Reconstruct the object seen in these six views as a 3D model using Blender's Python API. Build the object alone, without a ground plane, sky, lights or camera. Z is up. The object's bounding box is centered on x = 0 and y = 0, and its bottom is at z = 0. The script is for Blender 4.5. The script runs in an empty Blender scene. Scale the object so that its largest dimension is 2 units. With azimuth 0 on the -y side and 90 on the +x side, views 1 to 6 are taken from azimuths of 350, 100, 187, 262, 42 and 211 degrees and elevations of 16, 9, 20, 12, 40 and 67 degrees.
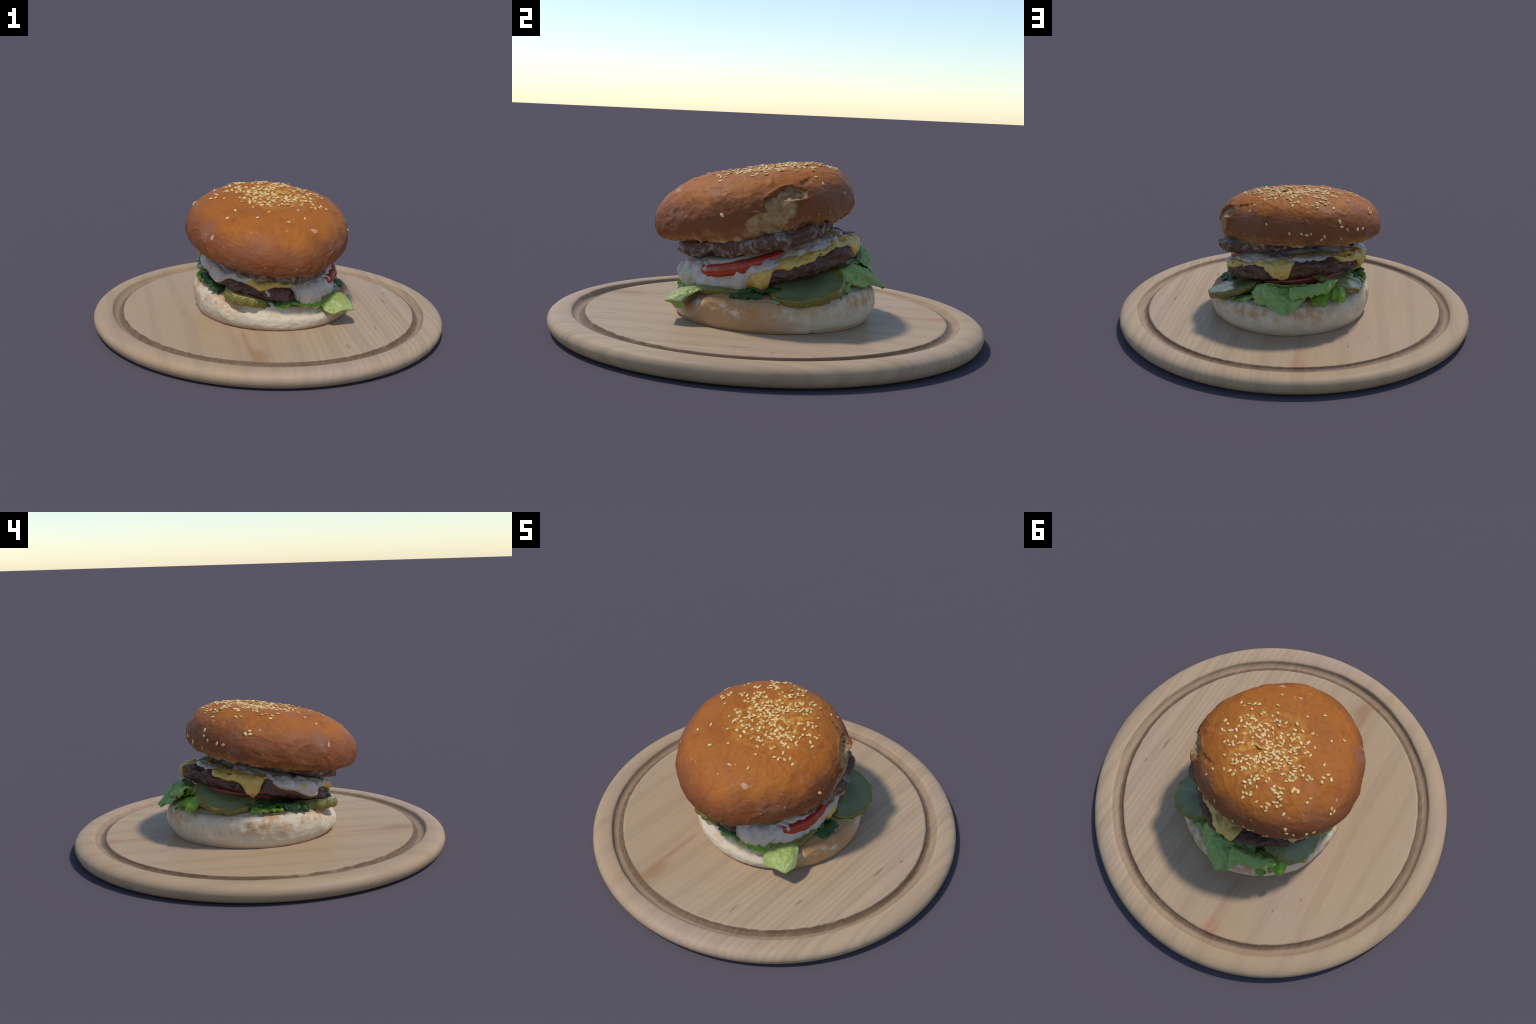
# A double cheeseburger on a round wooden serving board.
import bpy, math, random
import numpy as np
from mathutils import Vector, Matrix, noise, kdtree

random.seed(7)
rng = np.random.default_rng(7)
TAU = 2 * math.pi
PLATE_Z = 0.084          # height of the board's flat middle


# ------------------------------------------------------------------ helpers
def fnoise(P, scale, octaves=3, seed=0.0):
    """fractal noise at every row of P (n,3), about -1..1"""
    out = np.empty(len(P))
    off = Vector((seed * 3.7, seed * 1.3 + 5.1, -seed * 2.1))
    for i, p in enumerate(P):
        out[i] = noise.fractal(Vector(p) * scale + off, 0.6, 2.1, octaves)
    return out


def snoise(P, scale, seed=0.0):
    off = Vector((seed * 3.7, seed * 1.3 + 5.1, -seed * 2.1))
    return np.array([noise.noise(Vector(p) * scale + off) for p in P])


def smooth(a, b, x):
    t = np.clip((np.asarray(x, float) - a) / (b - a), 0, 1)
    return t * t * (3 - 2 * t)


def around(table, deg):
    """periodic cubic (Catmull-Rom on uneven keys via cosine-eased Hermite) lookup: {azimuth: value}"""
    keys = sorted(table)
    xs = np.array([k - 360 for k in keys] + keys + [k + 360 for k in keys], float)
    ys = np.array([table[k] for k in keys] * 3, float)
    d = np.gradient(ys, xs)
    x = (np.asarray(deg, float) + 180) % 360 - 180
    i = np.clip(np.searchsorted(xs, x) - 1, 0, len(xs) - 2)
    h = xs[i + 1] - xs[i]
    t = (x - xs[i]) / h
    s = (ys[i + 1] - ys[i]) / h
    m0 = np.clip(d[i], -3 * abs(s), 3 * abs(s))
    m1 = np.clip(d[i + 1], -3 * abs(s), 3 * abs(s))
    return ((2 * t**3 - 3 * t**2 + 1) * ys[i] + (t**3 - 2 * t**2 + t) * h * m0
            + (-2 * t**3 + 3 * t**2) * ys[i + 1] + (t**3 - t**2) * h * m1)


def make_object(name, verts, faces, materials, parent=None, origin=(0, 0, 0), rot=None, smooth_shade=True, face_mat=None):
    """mesh object whose vertices are given in world space unless rot is given (then local)"""
    me = bpy.data.meshes.new(name)
    o = np.array(origin, float)
    V = np.asarray(verts, float)
    if rot is None:
        V = V - o
    me.from_pydata(V.tolist(), [], [tuple(int(k) for k in f) for f in faces])
    for m in (materials if isinstance(materials, (list, tuple)) else [materials]):
        me.materials.append(m)
    if smooth_shade:
        me.polygons.foreach_set("use_smooth", [True] * len(me.polygons))
    if face_mat is not None:
        me.polygons.foreach_set("material_index", face_mat)
    me.validate()
    me.update()
    ob = bpy.data.objects.new(name, me)
    bpy.context.scene.collection.objects.link(ob)
    M = Matrix.Translation(Vector(o.tolist()))
    if rot is not None:
        M = M @ rot.to_4x4()
    ob.matrix_world = M
    if parent is not None:
        adopt(ob, parent)
    return ob


def adopt(ob, parent):
    bpy.context.view_layer.update()
    M = ob.matrix_world.copy()
    ob.parent = parent
    ob.matrix_parent_inverse = parent.matrix_world.inverted()
    ob.matrix_world = M


def ring_faces(nr, nc, cap_first=True, cap_last=True):
    """faces of a closed surface: pole, nr rings of nc vertices, pole.
    vertex order: rings row by row, then first pole, then last pole"""
    f = []
    for i in range(nr - 1):
        for j in range(nc):
            k = (j + 1) % nc
            f.append((i * nc + j, i * nc + k, (i + 1) * nc + k, (i + 1) * nc + j))
    a, b = nr * nc, nr * nc + 1
    if cap_first:
        for j in range(nc):
            f.append((a, (j + 1) % nc, j))
    if cap_last:
        for j in range(nc):
            f.append((b, (nr - 1) * nc + j, (nr - 1) * nc + (j + 1) % nc))
    return f


def catmull(P, n):
    """resample control points along axis 0 to n rows"""
    P = np.asarray(P, float)
    m = len(P)
    Q = np.concatenate([2 * P[:1] - P[1:2], P, 2 * P[-1:] - P[-2:-1]])
    out = []
    for s in np.linspace(0, m - 1, n):
        i = min(int(s), m - 2)
        t = s - i
        a, b, c, d = Q[i], Q[i + 1], Q[i + 2], Q[i + 3]
        out.append(0.5 * (2 * b + (c - a) * t + (2 * a - 5 * b + 4 * c - d) * t * t + (3 * b - a - 3 * c + d) * t**3))
    return np.array(out)


# ------------------------------------------------------------------ node helpers
class Mat:
    def __init__(self, name, rough=0.5, spec=0.3):
        self.m = bpy.data.materials.new(name)
        self.m.use_nodes = True
        self.t = self.m.node_tree
        self.bsdf = next(n for n in self.t.nodes if n.type == "BSDF_PRINCIPLED")
        self.set("Roughness", rough)
        self.set("Specular IOR Level", spec)
        tc = self.t.nodes.new("ShaderNodeTexCoord")
        self.co = tc.outputs["Object"]

    def n(self, kind):
        return self.t.nodes.new(kind)

    def set(self, key, val):
        s = self.bsdf.inputs[key]
        if hasattr(val, "is_linked"):
            self.t.links.new(val, s)
        else:
            s.default_value = val

    def link(self, a, b):
        if hasattr(a, "is_linked"):
            self.t.links.new(a, b)
        else:
            b.default_value = a

    def map(self, loc=(0, 0, 0), rot=(0, 0, 0), scale=(1, 1, 1), vec=None):
        k = self.n("ShaderNodeMapping")
        self.link(vec or self.co, k.inputs[0])
        k.inputs["Location"].default_value = loc
        k.inputs["Rotation"].default_value = rot
        k.inputs["Scale"].default_value = scale
        return k.outputs[0]

    def noise(self, scale, detail=3, rough=0.55, vec=None, dist=0.0):
        k = self.n("ShaderNodeTexNoise")
        self.link(vec or self.co, k.inputs["Vector"])
        k.inputs["Scale"].default_value = scale
        k.inputs["Detail"].default_value = detail
        k.inputs["Roughness"].default_value = rough
        k.inputs["Distortion"].default_value = dist
        return k.outputs["Fac"]

    def voronoi(self, scale, vec=None, feature="F1", out="Distance", rand=1.0):
        k = self.n("ShaderNodeTexVoronoi")
        k.feature = feature
        self.link(vec or self.co, k.inputs["Vector"])
        k.inputs["Scale"].default_value = scale
        k.inputs["Randomness"].default_value = rand
        return k.outputs[out]

    def wave(self, scale, dist=2.0, detail=2.0, dscale=1.0, vec=None, axis="X", kind="BANDS"):
        k = self.n("ShaderNodeTexWave")
        k.wave_type = kind
        if kind == "BANDS":
            k.bands_direction = axis
        self.link(vec or self.co, k.inputs["Vector"])
        k.inputs["Scale"].default_value = scale
        k.inputs["Distortion"].default_value = dist
        k.inputs["Detail"].default_value = detail
        k.inputs["Detail Scale"].default_value = dscale
        return k.outputs["Fac"]

    def math(self, op, a, b=0.0, clamp=False):
        k = self.n("ShaderNodeMath")
        k.operation = op
        k.use_clamp = clamp
        self.link(a, k.inputs[0])
        self.link(b, k.inputs[1])
        return k.outputs[0]

    def rng(self, x, a, b, c=0.0, d=1.0, ease=True):
        k = self.n("ShaderNodeMapRange")
        if ease:
            k.interpolation_type = "SMOOTHSTEP"
        self.link(x, k.inputs["Value"])
        for key, v in zip(("From Min", "From Max", "To Min", "To Max"), (a, b, c, d)):
            k.inputs[key].default_value = v
        return k.outputs[0]

    def mix(self, fac, a, b, blend="MIX"):
        k = self.n("ShaderNodeMix")
        k.data_type = "RGBA"
        k.blend_type = blend
        k.clamp_factor = True
        self.link(fac, k.inputs[0])
        for v, s in ((a, k.inputs[6]), (b, k.inputs[7])):
            self.link(v if hasattr(v, "is_linked") else (*v, 1.0), s)
        return k.outputs[2]

    def xyz(self, vec=None):
        k = self.n("ShaderNodeSeparateXYZ")
        self.link(vec or self.co, k.inputs[0])
        return k.outputs

    def blob(self, centre, radii, warp=0.0, wscale=12.0):
        """distance to an ellipsoid's centre in units of its radii, with a noisy edge"""
        k = self.map(loc=tuple(-c / r for c, r in zip(centre, radii)), scale=tuple(1 / r for r in radii))
        v = self.n("ShaderNodeVectorMath")
        v.operation = "LENGTH"
        self.link(k, v.inputs[0])
        d = v.outputs["Value"]
        if warp:
            d = self.math("ADD", d, self.math("MULTIPLY", self.math("SUBTRACT", self.noise(wscale, 4), 0.5), warp))
        return d

    def bump(self, height, strength=0.3, dist=0.01, prev=None):
        k = self.n("ShaderNodeBump")
        k.inputs["Strength"].default_value = strength
        k.inputs["Distance"].default_value = dist
        self.link(height, k.inputs["Height"])
        if prev is not None:
            self.link(prev, k.inputs["Normal"])
        self.set("Normal", k.outputs[0])
        return k.outputs[0]

    def done(self, colour):
        if hasattr(colour, "is_linked"):
            self.set("Base Color", colour)
        else:
            self.set("Base Color", (*colour, 1.0))
        return self.m


# ------------------------------------------------------------------ materials
def wood_material():
    m = Mat("pine_wood", 0.5, 0.14)
    x, y, z = m.xyz()
    # stretched coordinates: grain runs along y
    long = m.map(scale=(1.0, 0.13, 1.0))
    wob = m.noise(2.2, 3, 0.5, vec=long)
    wob2 = m.noise(9.0, 3, 0.5, vec=m.map(scale=(1, 0.3, 1)))
    # growth lines: bands across x, bent by the slow wobble
    u = m.math("ADD", x, m.math("MULTIPLY", m.math("SUBTRACT", wob, 0.5), 0.34))
    u = m.math("ADD", u, m.math("MULTIPLY", m.math("SUBTRACT", wob2, 0.5), 0.03))
    band = m.math("SINE", m.math("MULTIPLY", u, 150.0))
    band = m.rng(band, -0.1, 1.0)
    # lines are dense towards +x, sparse and wide near the middle and -x
    dens = m.rng(m.math("ADD", x, m.math("MULTIPLY", m.math("SUBTRACT", m.noise(2.5, 2, 0.5, vec=long), 0.5), 0.9)), -0.35, 0.5, 0.12, 1.0)
    wide = m.rng(m.math("SINE", m.math("MULTIPLY", u, 34.0)), 0.1, 1.0)
    col = m.mix(m.noise(1.6, 3, 0.5), (0.385, 0.252, 0.140), (0.450, 0.310, 0.184))
    # one board is honey coloured, the other (+x) paler and pinker
    pale = m.rng(m.math("ADD", x, m.math("MULTIPLY", m.math("SUBTRACT", m.noise(1.4, 3, 0.5, vec=long), 0.5), 1.1)), -0.35, 0.45)
    col = m.mix(m.math("MULTIPLY", pale, 0.75), col, (0.458, 0.325, 0.202))
    col = m.mix(m.math("MULTIPLY", m.math("MULTIPLY", band, dens), 0.24), col, (0.25, 0.165, 0.11))
    col = m.mix(m.math("MULTIPLY", wide, 0.26), col, (0.29, 0.19, 0.12))
    # warm, slightly pinkish patches
    col = m.mix(m.math("MULTIPLY", m.rng(m.noise(3.2, 2, 0.5, vec=m.map(loc=(3, 1, 0), scale=(1, 0.5, 1))), 0.5, 0.75), 0.5), col, (0.42, 0.285, 0.225))
    # flame of the two glued-up boards: a red-brown tongue in front and a short one behind
    for c, r, k, colr in (((-0.19, -0.74, 0.085), (0.055, 0.13, 0.2), 0.75, (0.30, 0.165, 0.075)),
                          ((-0.215, -0.55, 0.085), (0.02, 0.20, 0.2), 0.55, (0.32, 0.15, 0.09)),
                          ((-0.10, 0.80, 0.085), (0.05, 0.075, 0.2), 0.8, (0.40, 0.185, 0.105)),
                          ((-0.085, 0.60, 0.085), (0.022, 0.20, 0.2), 0.6, (0.36, 0.19, 0.12)),
                          ((-0.03, 0.55, 0.085), (0.09, 0.07, 0.2), 0.35, (0.34, 0.22, 0.15))):
        d = m.blob(c, r, 0.7, 14)
        col = m.mix(m.math("MULTIPLY", m.rng(d, 1.15, 0.35), k), col, colr)
    # small knots and knife nicks
    for c, r in (((0.70, 0.012, 0.085), (0.007, 0.05, 0.05)), ((0.745, 0.155, 0.085), (0.008, 0.016, 0.05)),
                 ((0.30, -0.66, 0.085), (0.007, 0.045, 0.05)), ((-0.44, 0.42, 0.085), (0.006, 0.014, 0.05)),
                 ((-0.34, 0.55, 0.085), (0.006, 0.016, 0.05)), ((0.52, -0.42, 0.085), (0.006, 0.035, 0.05))):
        col = m.mix(m.math("MULTIPLY", m.rng(m.blob(c, r, 0.9, 40), 1.2, 0.3), 0.62), col, (0.15, 0.085, 0.05))
    # groove shadow painted in brown round the ring, darkest on the inner wall
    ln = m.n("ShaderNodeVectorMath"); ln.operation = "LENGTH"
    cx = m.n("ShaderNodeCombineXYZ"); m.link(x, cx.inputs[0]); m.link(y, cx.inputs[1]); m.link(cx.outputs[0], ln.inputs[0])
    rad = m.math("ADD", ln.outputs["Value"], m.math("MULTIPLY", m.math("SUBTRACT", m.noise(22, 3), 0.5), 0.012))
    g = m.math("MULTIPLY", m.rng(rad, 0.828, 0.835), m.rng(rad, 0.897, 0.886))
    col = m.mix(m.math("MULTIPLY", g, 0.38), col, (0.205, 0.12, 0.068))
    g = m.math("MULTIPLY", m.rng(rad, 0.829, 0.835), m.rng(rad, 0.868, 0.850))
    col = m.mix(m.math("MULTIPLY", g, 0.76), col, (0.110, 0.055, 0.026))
    # a light fleck of raised fibre over everything
    fib = m.noise(60, 3, 0.6, vec=m.map(scale=(1, 0.12, 1)))
    col = m.mix(m.math("MULTIPLY", m.rng(fib, 0.35, 0.75), 0.16), col, (0.48, 0.38, 0.29))
    b = m.bump(fib, 0.12, 0.004)
    m.bump(band, 0.08, 0.003, b)
    return m.done(col)


# torn crust on the side of the top bun: three overlapping ellipsoids in the bun's own frame
TORN = (((0.385, 0.235, 0.082), (0.075, 0.075, 0.034)),
        ((0.405, 0.180, 0.030), (0.062, 0.072, 0.058)),
        ((0.428, 0.120, -0.030), (0.070, 0.098, 0.055)),
        ((0.302, 0.276, 0.112), (0.017, 0.017, 0.015)),
        ((0.274, 0.294, 0.124), (0.020, 0.018, 0.014)),
        ((0.248, 0.303, 0.138), (0.015, 0.015, 0.012)))


def top_bun_material():
    m = Mat("glazed_bun_crust", 0.5, 0.18)
    x, y, z = m.xyz()
    big = m.noise(3.0, 4, 0.55)
    med = m.noise(9.0, 4, 0.6)
    fine = m.noise(70, 3, 0.6)
    col = m.mix(big, (0.31, 0.088, 0.011), (0.43, 0.140, 0.018))
    # redder sides, sky reflection painted as mauve bloom; the line between is ragged
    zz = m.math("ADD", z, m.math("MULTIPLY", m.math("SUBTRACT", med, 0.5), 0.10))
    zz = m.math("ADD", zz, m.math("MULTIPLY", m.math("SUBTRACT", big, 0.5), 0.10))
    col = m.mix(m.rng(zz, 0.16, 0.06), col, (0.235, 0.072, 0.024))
    sky_tint = m.rng(m.noise(6.5, 5, 0.65, vec=m.map(loc=(2, 7, 1))), 0.48, 0.70)
    col = m.mix(m.math("MULTIPLY", m.math("MULTIPLY", sky_tint, m.rng(zz, 0.15, 0.07)), 0.6), col, (0.25, 0.122, 0.086))
    # darker freckles
    col = m.mix(m.math("MULTIPLY", m.rng(m.noise(22, 4, 0.6, vec=m.map(loc=(9, 1, 4))), 0.58, 0.72), 0.55), col, (0.19, 0.058, 0.018))
    col = m.mix(m.math("MULTIPLY", m.rng(m.noise(8, 6, 0.7, vec=m.map(loc=(4, 8, 2))), 0.48, 0.66), 0.42), col, (0.24, 0.066, 0.015))
    # golden egg-wash smears where the seeds stick
    rad = m.blob((0.04, 0.10, 0.2), (0.24, 0.26, 0.3), 0.5, 6)
    smear = m.math("MULTIPLY", m.rng(rad, 1.1, 0.5), m.rng(m.noise(20, 5, 0.7, dist=0.6), 0.46, 0.62))
    col = m.mix(m.math("MULTIPLY", smear, 0.75), col, (0.60, 0.30, 0.055))
    # pale, floury foot of the bun with vertical streaks
    st = m.noise(20, 5, 0.65, vec=m.map(scale=(1, 1, 0.3)))
    foot = m.math("ADD", z, m.math("MULTIPLY", m.math("SUBTRACT", st, 0.5), 0.12))
    col = m.mix(m.math("MULTIPLY", m.rng(foot, -0.020, -0.065), 0.62), col, (0.42, 0.20, 0.075))
    col = m.mix(m.math("MULTIPLY", m.rng(foot, -0.062, -0.088), 0.85), col, (0.58, 0.42, 0.25))
    # torn patch: bare crumb with a browned lower rim
    d = None
    for c, r in TORN[:3]:
        k = m.blob(c, r, 1.1, 13)
        d = k if d is None else m.math("MINIMUM", d, k)
    crumb = m.mix(m.rng(m.noise(24, 6, 0.75), 0.32, 0.68), (0.29, 0.145, 0.055), (0.55, 0.355, 0.175))
    crumb = m.mix(m.rng(m.voronoi(75), 0.25, 0.05), crumb, (0.26, 0.13, 0.055))
    crumb = m.mix(m.math("MULTIPLY", m.rng(m.noise(15, 5, 0.7, dist=0.8), 0.52, 0.62), 0.6), crumb, (0.36, 0.155, 0.05))
    col = m.mix(m.rng(d, 1.05, 0.95), col, m.mix(m.rng(z, -0.07, 0.05), (0.42, 0.25, 0.115), (0.20, 0.085, 0.03)))
    col = m.mix(m.math("MULTIPLY", m.rng(d, 0.98, 0.86), m.rng(foot, -0.085, -0.03, 0.55, 0.95)), col, crumb)
    for c, r in TORN[3:]:
        col = m.mix(m.math("MULTIPLY", m.rng(m.blob(c, r, 0.9, 30), 1.0, 0.8), 0.85), col, (0.17, 0.075, 0.03))
    # one burnt spot
    col = m.mix(m.rng(m.blob((0.333, -0.314, 0.020), (0.014, 0.014, 0.018), 0.7, 50), 1.0, 0.7), col, (0.075, 0.016, 0.010))
    # white flour and salt specks
    sp = m.rng(m.voronoi(24, rand=1.0), 0.16, 0.08)
    sp = m.math("MULTIPLY", sp, m.rng(m.noise(13, 2, vec=m.map(loc=(5, 5, 2))), 0.54, 0.60))
    col = m.mix(m.math("MULTIPLY", sp, 0.55), col, (0.62, 0.42, 0.27))
    sp2 = m.math("MULTIPLY", m.rng(m.voronoi(95), 0.20, 0.08), m.rng(m.noise(8, 3), 0.45, 0.6))
    col = m.mix(m.math("MULTIPLY", sp2, 0.35), col, (0.56, 0.34, 0.18))
    # pale scuffs
    for c, r, k in (((0.052, -0.268, 0.185), (0.016, 0.008, 0.03), 0.8), ((-0.346, -0.234, 0.084), (0.014, 0.010, 0.02), 0.75),
                    ((0.185, -0.308, 0.151), (0.024, 0.016, 0.02), 0.55), ((-0.18, -0.28, 0.13), (0.006, 0.02, 0.02), 0.7),
                    ((0.12, -0.43, 0.03), (0.007, 0.02, 0.018), 0.7), ((-0.38, 0.13, 0.11), (0.012, 0.012, 0.012), 0.6)):
        col = m.mix(m.math("MULTIPLY", m.rng(m.blob(c, r, 0.9, 60), 1.0, 0.6), k), col, (0.62, 0.42, 0.28))
    m.set("Roughness", m.rng(med, 0.3, 0.7, 0.45, 0.65))
    b = m.bump(fine, 0.25, 0.004)
    m.bump(m.noise(26, 6, 0.7), 0.4, 0.010, b)
    return m.done(col)


def bottom_bun_material():
    m = Mat("pale_bun_crust", 0.7, 0.2)
    x, y, z = m.xyz()
    big = m.noise(5.0, 4, 0.6)
    st = m.noise(24, 4, 0.6, vec=m.map(scale=(1, 1, 0.3)))
    col = m.mix(st, (0.52, 0.41, 0.285), (0.70, 0.59, 0.44))
    # toasted blotches on the shoulder and the cut rim
    n = m.math("ADD", m.math("MULTIPLY", big, 0.65), m.math("MULTIPLY", m.noise(20, 4, 0.65), 0.35))
    up = m.rng(z, 0.05, 0.12)
    col = m.mix(m.math("MULTIPLY", m.math("MULTIPLY", m.rng(n, 0.44, 0.60), up), 0.78), col, (0.47, 0.235, 0.085))
    # the +x side is darker baked, browner low down
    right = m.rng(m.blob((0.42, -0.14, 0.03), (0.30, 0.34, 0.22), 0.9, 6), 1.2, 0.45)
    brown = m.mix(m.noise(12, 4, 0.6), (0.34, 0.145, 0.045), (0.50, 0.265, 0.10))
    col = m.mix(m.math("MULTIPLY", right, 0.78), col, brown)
    dust = m.rng(m.noise(16, 5, 0.7, vec=m.map(loc=(1, 2, 3))), 0.52, 0.66)
    mid = m.math("MULTIPLY", m.rng(z, 0.045, 0.075), m.rng(z, 0.125, 0.10))
    col = m.mix(m.math("MULTIPLY", m.math("MULTIPLY", dust, mid), 0.9), col, (0.66, 0.55, 0.43))
    # browned foot and pin-prick scorches
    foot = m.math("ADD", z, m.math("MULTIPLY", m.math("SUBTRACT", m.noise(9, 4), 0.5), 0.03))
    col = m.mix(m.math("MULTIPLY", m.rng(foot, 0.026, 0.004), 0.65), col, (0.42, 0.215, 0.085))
    pin = m.math("MULTIPLY", m.rng(m.voronoi(30), 0.10, 0.05), m.rng(m.noise(7, 2), 0.5, 0.6))
    col = m.mix(m.math("MULTIPLY", pin, 0.7), col, (0.30, 0.13, 0.045))
    b = m.bump(m.noise(60, 4, 0.6), 0.3, 0.005)
    m.bump(st, 0.25, 0.008, b)
    return m.done(col)


def patty_material(name, fat):
    m = Mat(name, 0.42, 0.4)
    a = m.noise(14, 5, 0.65)
    b = m.noise(45, 4, 0.7)
    col = m.mix(a, (0.066, 0.024, 0.015), (0.145, 0.058, 0.036))
    col = m.mix(m.rng(b, 0.55, 0.75), col, (0.20, 0.105, 0.07))
    col = m.mix(m.math("MULTIPLY", m.rng(m.noise(30, 4, 0.7, vec=m.map(loc=(4, 0, 1))), 0.58, 0.72), 0.6), col, (0.035, 0.014, 0.010))
    if fat:   # streaks of sauce and fat smeared on the meat
        f = m.math("MULTIPLY", m.rng(m.noise(19, 5, 0.7, dist=1.2), 0.46, 0.62), m.rng(m.noise(5.5, 2, vec=m.map(loc=(3, 3, 3))), 0.34, 0.52))
        col = m.mix(m.math("MULTIPLY", f, 0.72), col, (0.40, 0.32, 0.24))
    m.set("Roughness", m.rng(b, 0.3, 0.7, 0.28, 0.6))
    k = m.bump(b, 0.5, 0.008)
    m.bump(a, 0.4, 0.015, k)
    return m.done(col)


def cheese_material():
    m = Mat("melted_cheese", 0.36, 0.42)
    a = m.noise(11, 4, 0.6)
    col = m.mix(a, (0.60, 0.365, 0.065), (0.70, 0.47, 0.14))
    col = m.mix(m.math("MULTIPLY", m.rng(m.noise(26, 4, 0.6), 0.56, 0.70), 0.5), col, (0.74, 0.56, 0.27))
    col = m.mix(m.math("MULTIPLY", m.rng(m.voronoi(34), 0.018, 0.012), 0.7), col, (0.25, 0.14, 0.04))
    m.set("Subsurface Weight", 0.12); m.set("Subsurface Radius", (0.02, 0.012, 0.005)); m.set("Subsurface Scale", 0.3)
    m.bump(m.noise(35, 3), 0.15, 0.006)
    return m.done(col)


def sauce_material():
    m = Mat("creamy_sauce", 0.34, 0.4)
    a = m.noise(13, 5, 0.65)
    col = m.mix(a, (0.49, 0.39, 0.315), (0.61, 0.52, 0.435))
    col = m.mix(m.math("MULTIPLY", m.rng(m.noise(21, 5, 0.7, dist=1.0), 0.58, 0.70), 0.45), col, (0.44, 0.33, 0.17))
    col = m.mix(m.math("MULTIPLY", m.rng(m.voronoi(55), 0.05, 0.03), 0.4), col, (0.12, 0.08, 0.05))
    m.set("Subsurface Weight", 0.1); m.set("Subsurface Radius", (0.012, 0.010, 0.008)); m.set("Subsurface Scale", 0.3)
    m.bump(m.noise(30, 4, 0.6), 0.3, 0.008)
    return m.done(col)


def tomato_material(name, deep):
    m = Mat(name, 0.25, 0.45)
    a = m.noise(12, 4, 0.6)
    c0, c1 = ((0.30, 0.022, 0.010), (0.46, 0.045, 0.014)) if not deep else ((0.17, 0.013, 0.008), (0.27, 0.028, 0.012))
    col = m.mix(a, c0, c1)
    col = m.mix(m.math("MULTIPLY", m.rng(m.noise(26, 4, 0.6, dist=0.5), 0.60, 0.72), 0.5), col, (0.50, 0.13, 0.07))
    m.bump(m.noise(40, 3), 0.12, 0.005)
    return m.done(col)


def lettuce_material(name, dark, light, edge):
    m = Mat(name, 0.42, 0.38)
    a = m.noise(9, 4, 0.6)
    col = m.mix(a, dark, light)
    vein = m.noise(30, 3, 0.6, vec=m.map(rot=(0.3, 0.2, 0.5), scale=(1.0, 0.18, 0.5)))
    col = m.mix(m.math("MULTIPLY", m.rng(vein, 0.50, 0.70), 0.5), col, edge)
    col = m.mix(m.math("MULTIPLY", m.rng(m.noise(17, 3, 0.6, vec=m.map(loc=(3, 1, 2))), 0.55, 0.75), 0.6), col, tuple(0.7 * c for c in dark))
    m.bump(vein, 0.35, 0.006)
    m.done(col)
    tr = m.n("ShaderNodeBsdfTranslucent")
    m.link(col, tr.inputs["Color"])
    mx = m.n("ShaderNodeMixShader")
    mx.inputs[0].default_value = 0.22
    out = next(n for n in m.t.nodes if n.type == "OUTPUT_MATERIAL")
    m.link(m.bsdf.outputs[0], mx.inputs[1])
    m.link(tr.outputs[0], mx.inputs[2])
    m.link(mx.outputs[0], out.inputs[0])
    return m.m


def pickle_flesh_material(name, warm):
    m = Mat(name, 0.28, 0.45)
    x, y, z = m.xyz()
    a = m.noise(10, 4, 0.6)
    c0, c1 = ((0.145, 0.155, 0.058), (0.235, 0.245, 0.108)) if not warm else ((0.36, 0.27, 0.10), (0.46, 0.36, 0.16))
    col = m.mix(a, c0, c1)
    ln = m.n("ShaderNodeVectorMath"); ln.operation = "LENGTH"
    m.link(m.map(scale=(1 / 0.16, 1 / 0.16, 0)), ln.inputs[0])
    d = m.math("ADD", ln.outputs["Value"], m.math("MULTIPLY", m.math("SUBTRACT", m.noise(20, 3), 0.5), 0.12))
    # darker seed core, clear middle and green-gold rind
    col = m.mix(m.math("MULTIPLY", m.rng(d, 0.62, 0.45), 0.35), col, tuple(0.6 * c for c in c0))
    col = m.mix(m.math("MULTIPLY", m.rng(d, 0.86, 0.99), 0.9), col, (0.20, 0.17, 0.018) if not warm else (0.26, 0.20, 0.04))
    m.bump(m.noise(40, 3), 0.15, 0.005)
    return m.done(col)


def pickle_skin_material():
    m = Mat("pickle_skin", 0.3, 0.45)
    a = m.noise(26, 4, 0.6)
    col = m.mix(a, (0.075, 0.066, 0.010), (0.235, 0.190, 0.026))
    col = m.mix(m.math("MULTIPLY", m.rng(m.noise(50, 3), 0.6, 0.72), 0.5), col, (0.36, 0.36, 0.20))
    m.bump(a, 0.3, 0.006)
    return m.done(col)


def seed_material():
    m = Mat("sesame", 0.45, 0.35)
    oi = m.n("ShaderNodeObjectInfo")
    col = m.mix(oi.outputs["Random"], (0.60, 0.36, 0.11), (0.78, 0.56, 0.26))
    col = m.mix(m.math("MULTIPLY", m.noise(120, 2), 0.4), col, (0.66, 0.43, 0.15))
    return m.done(col)


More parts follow.
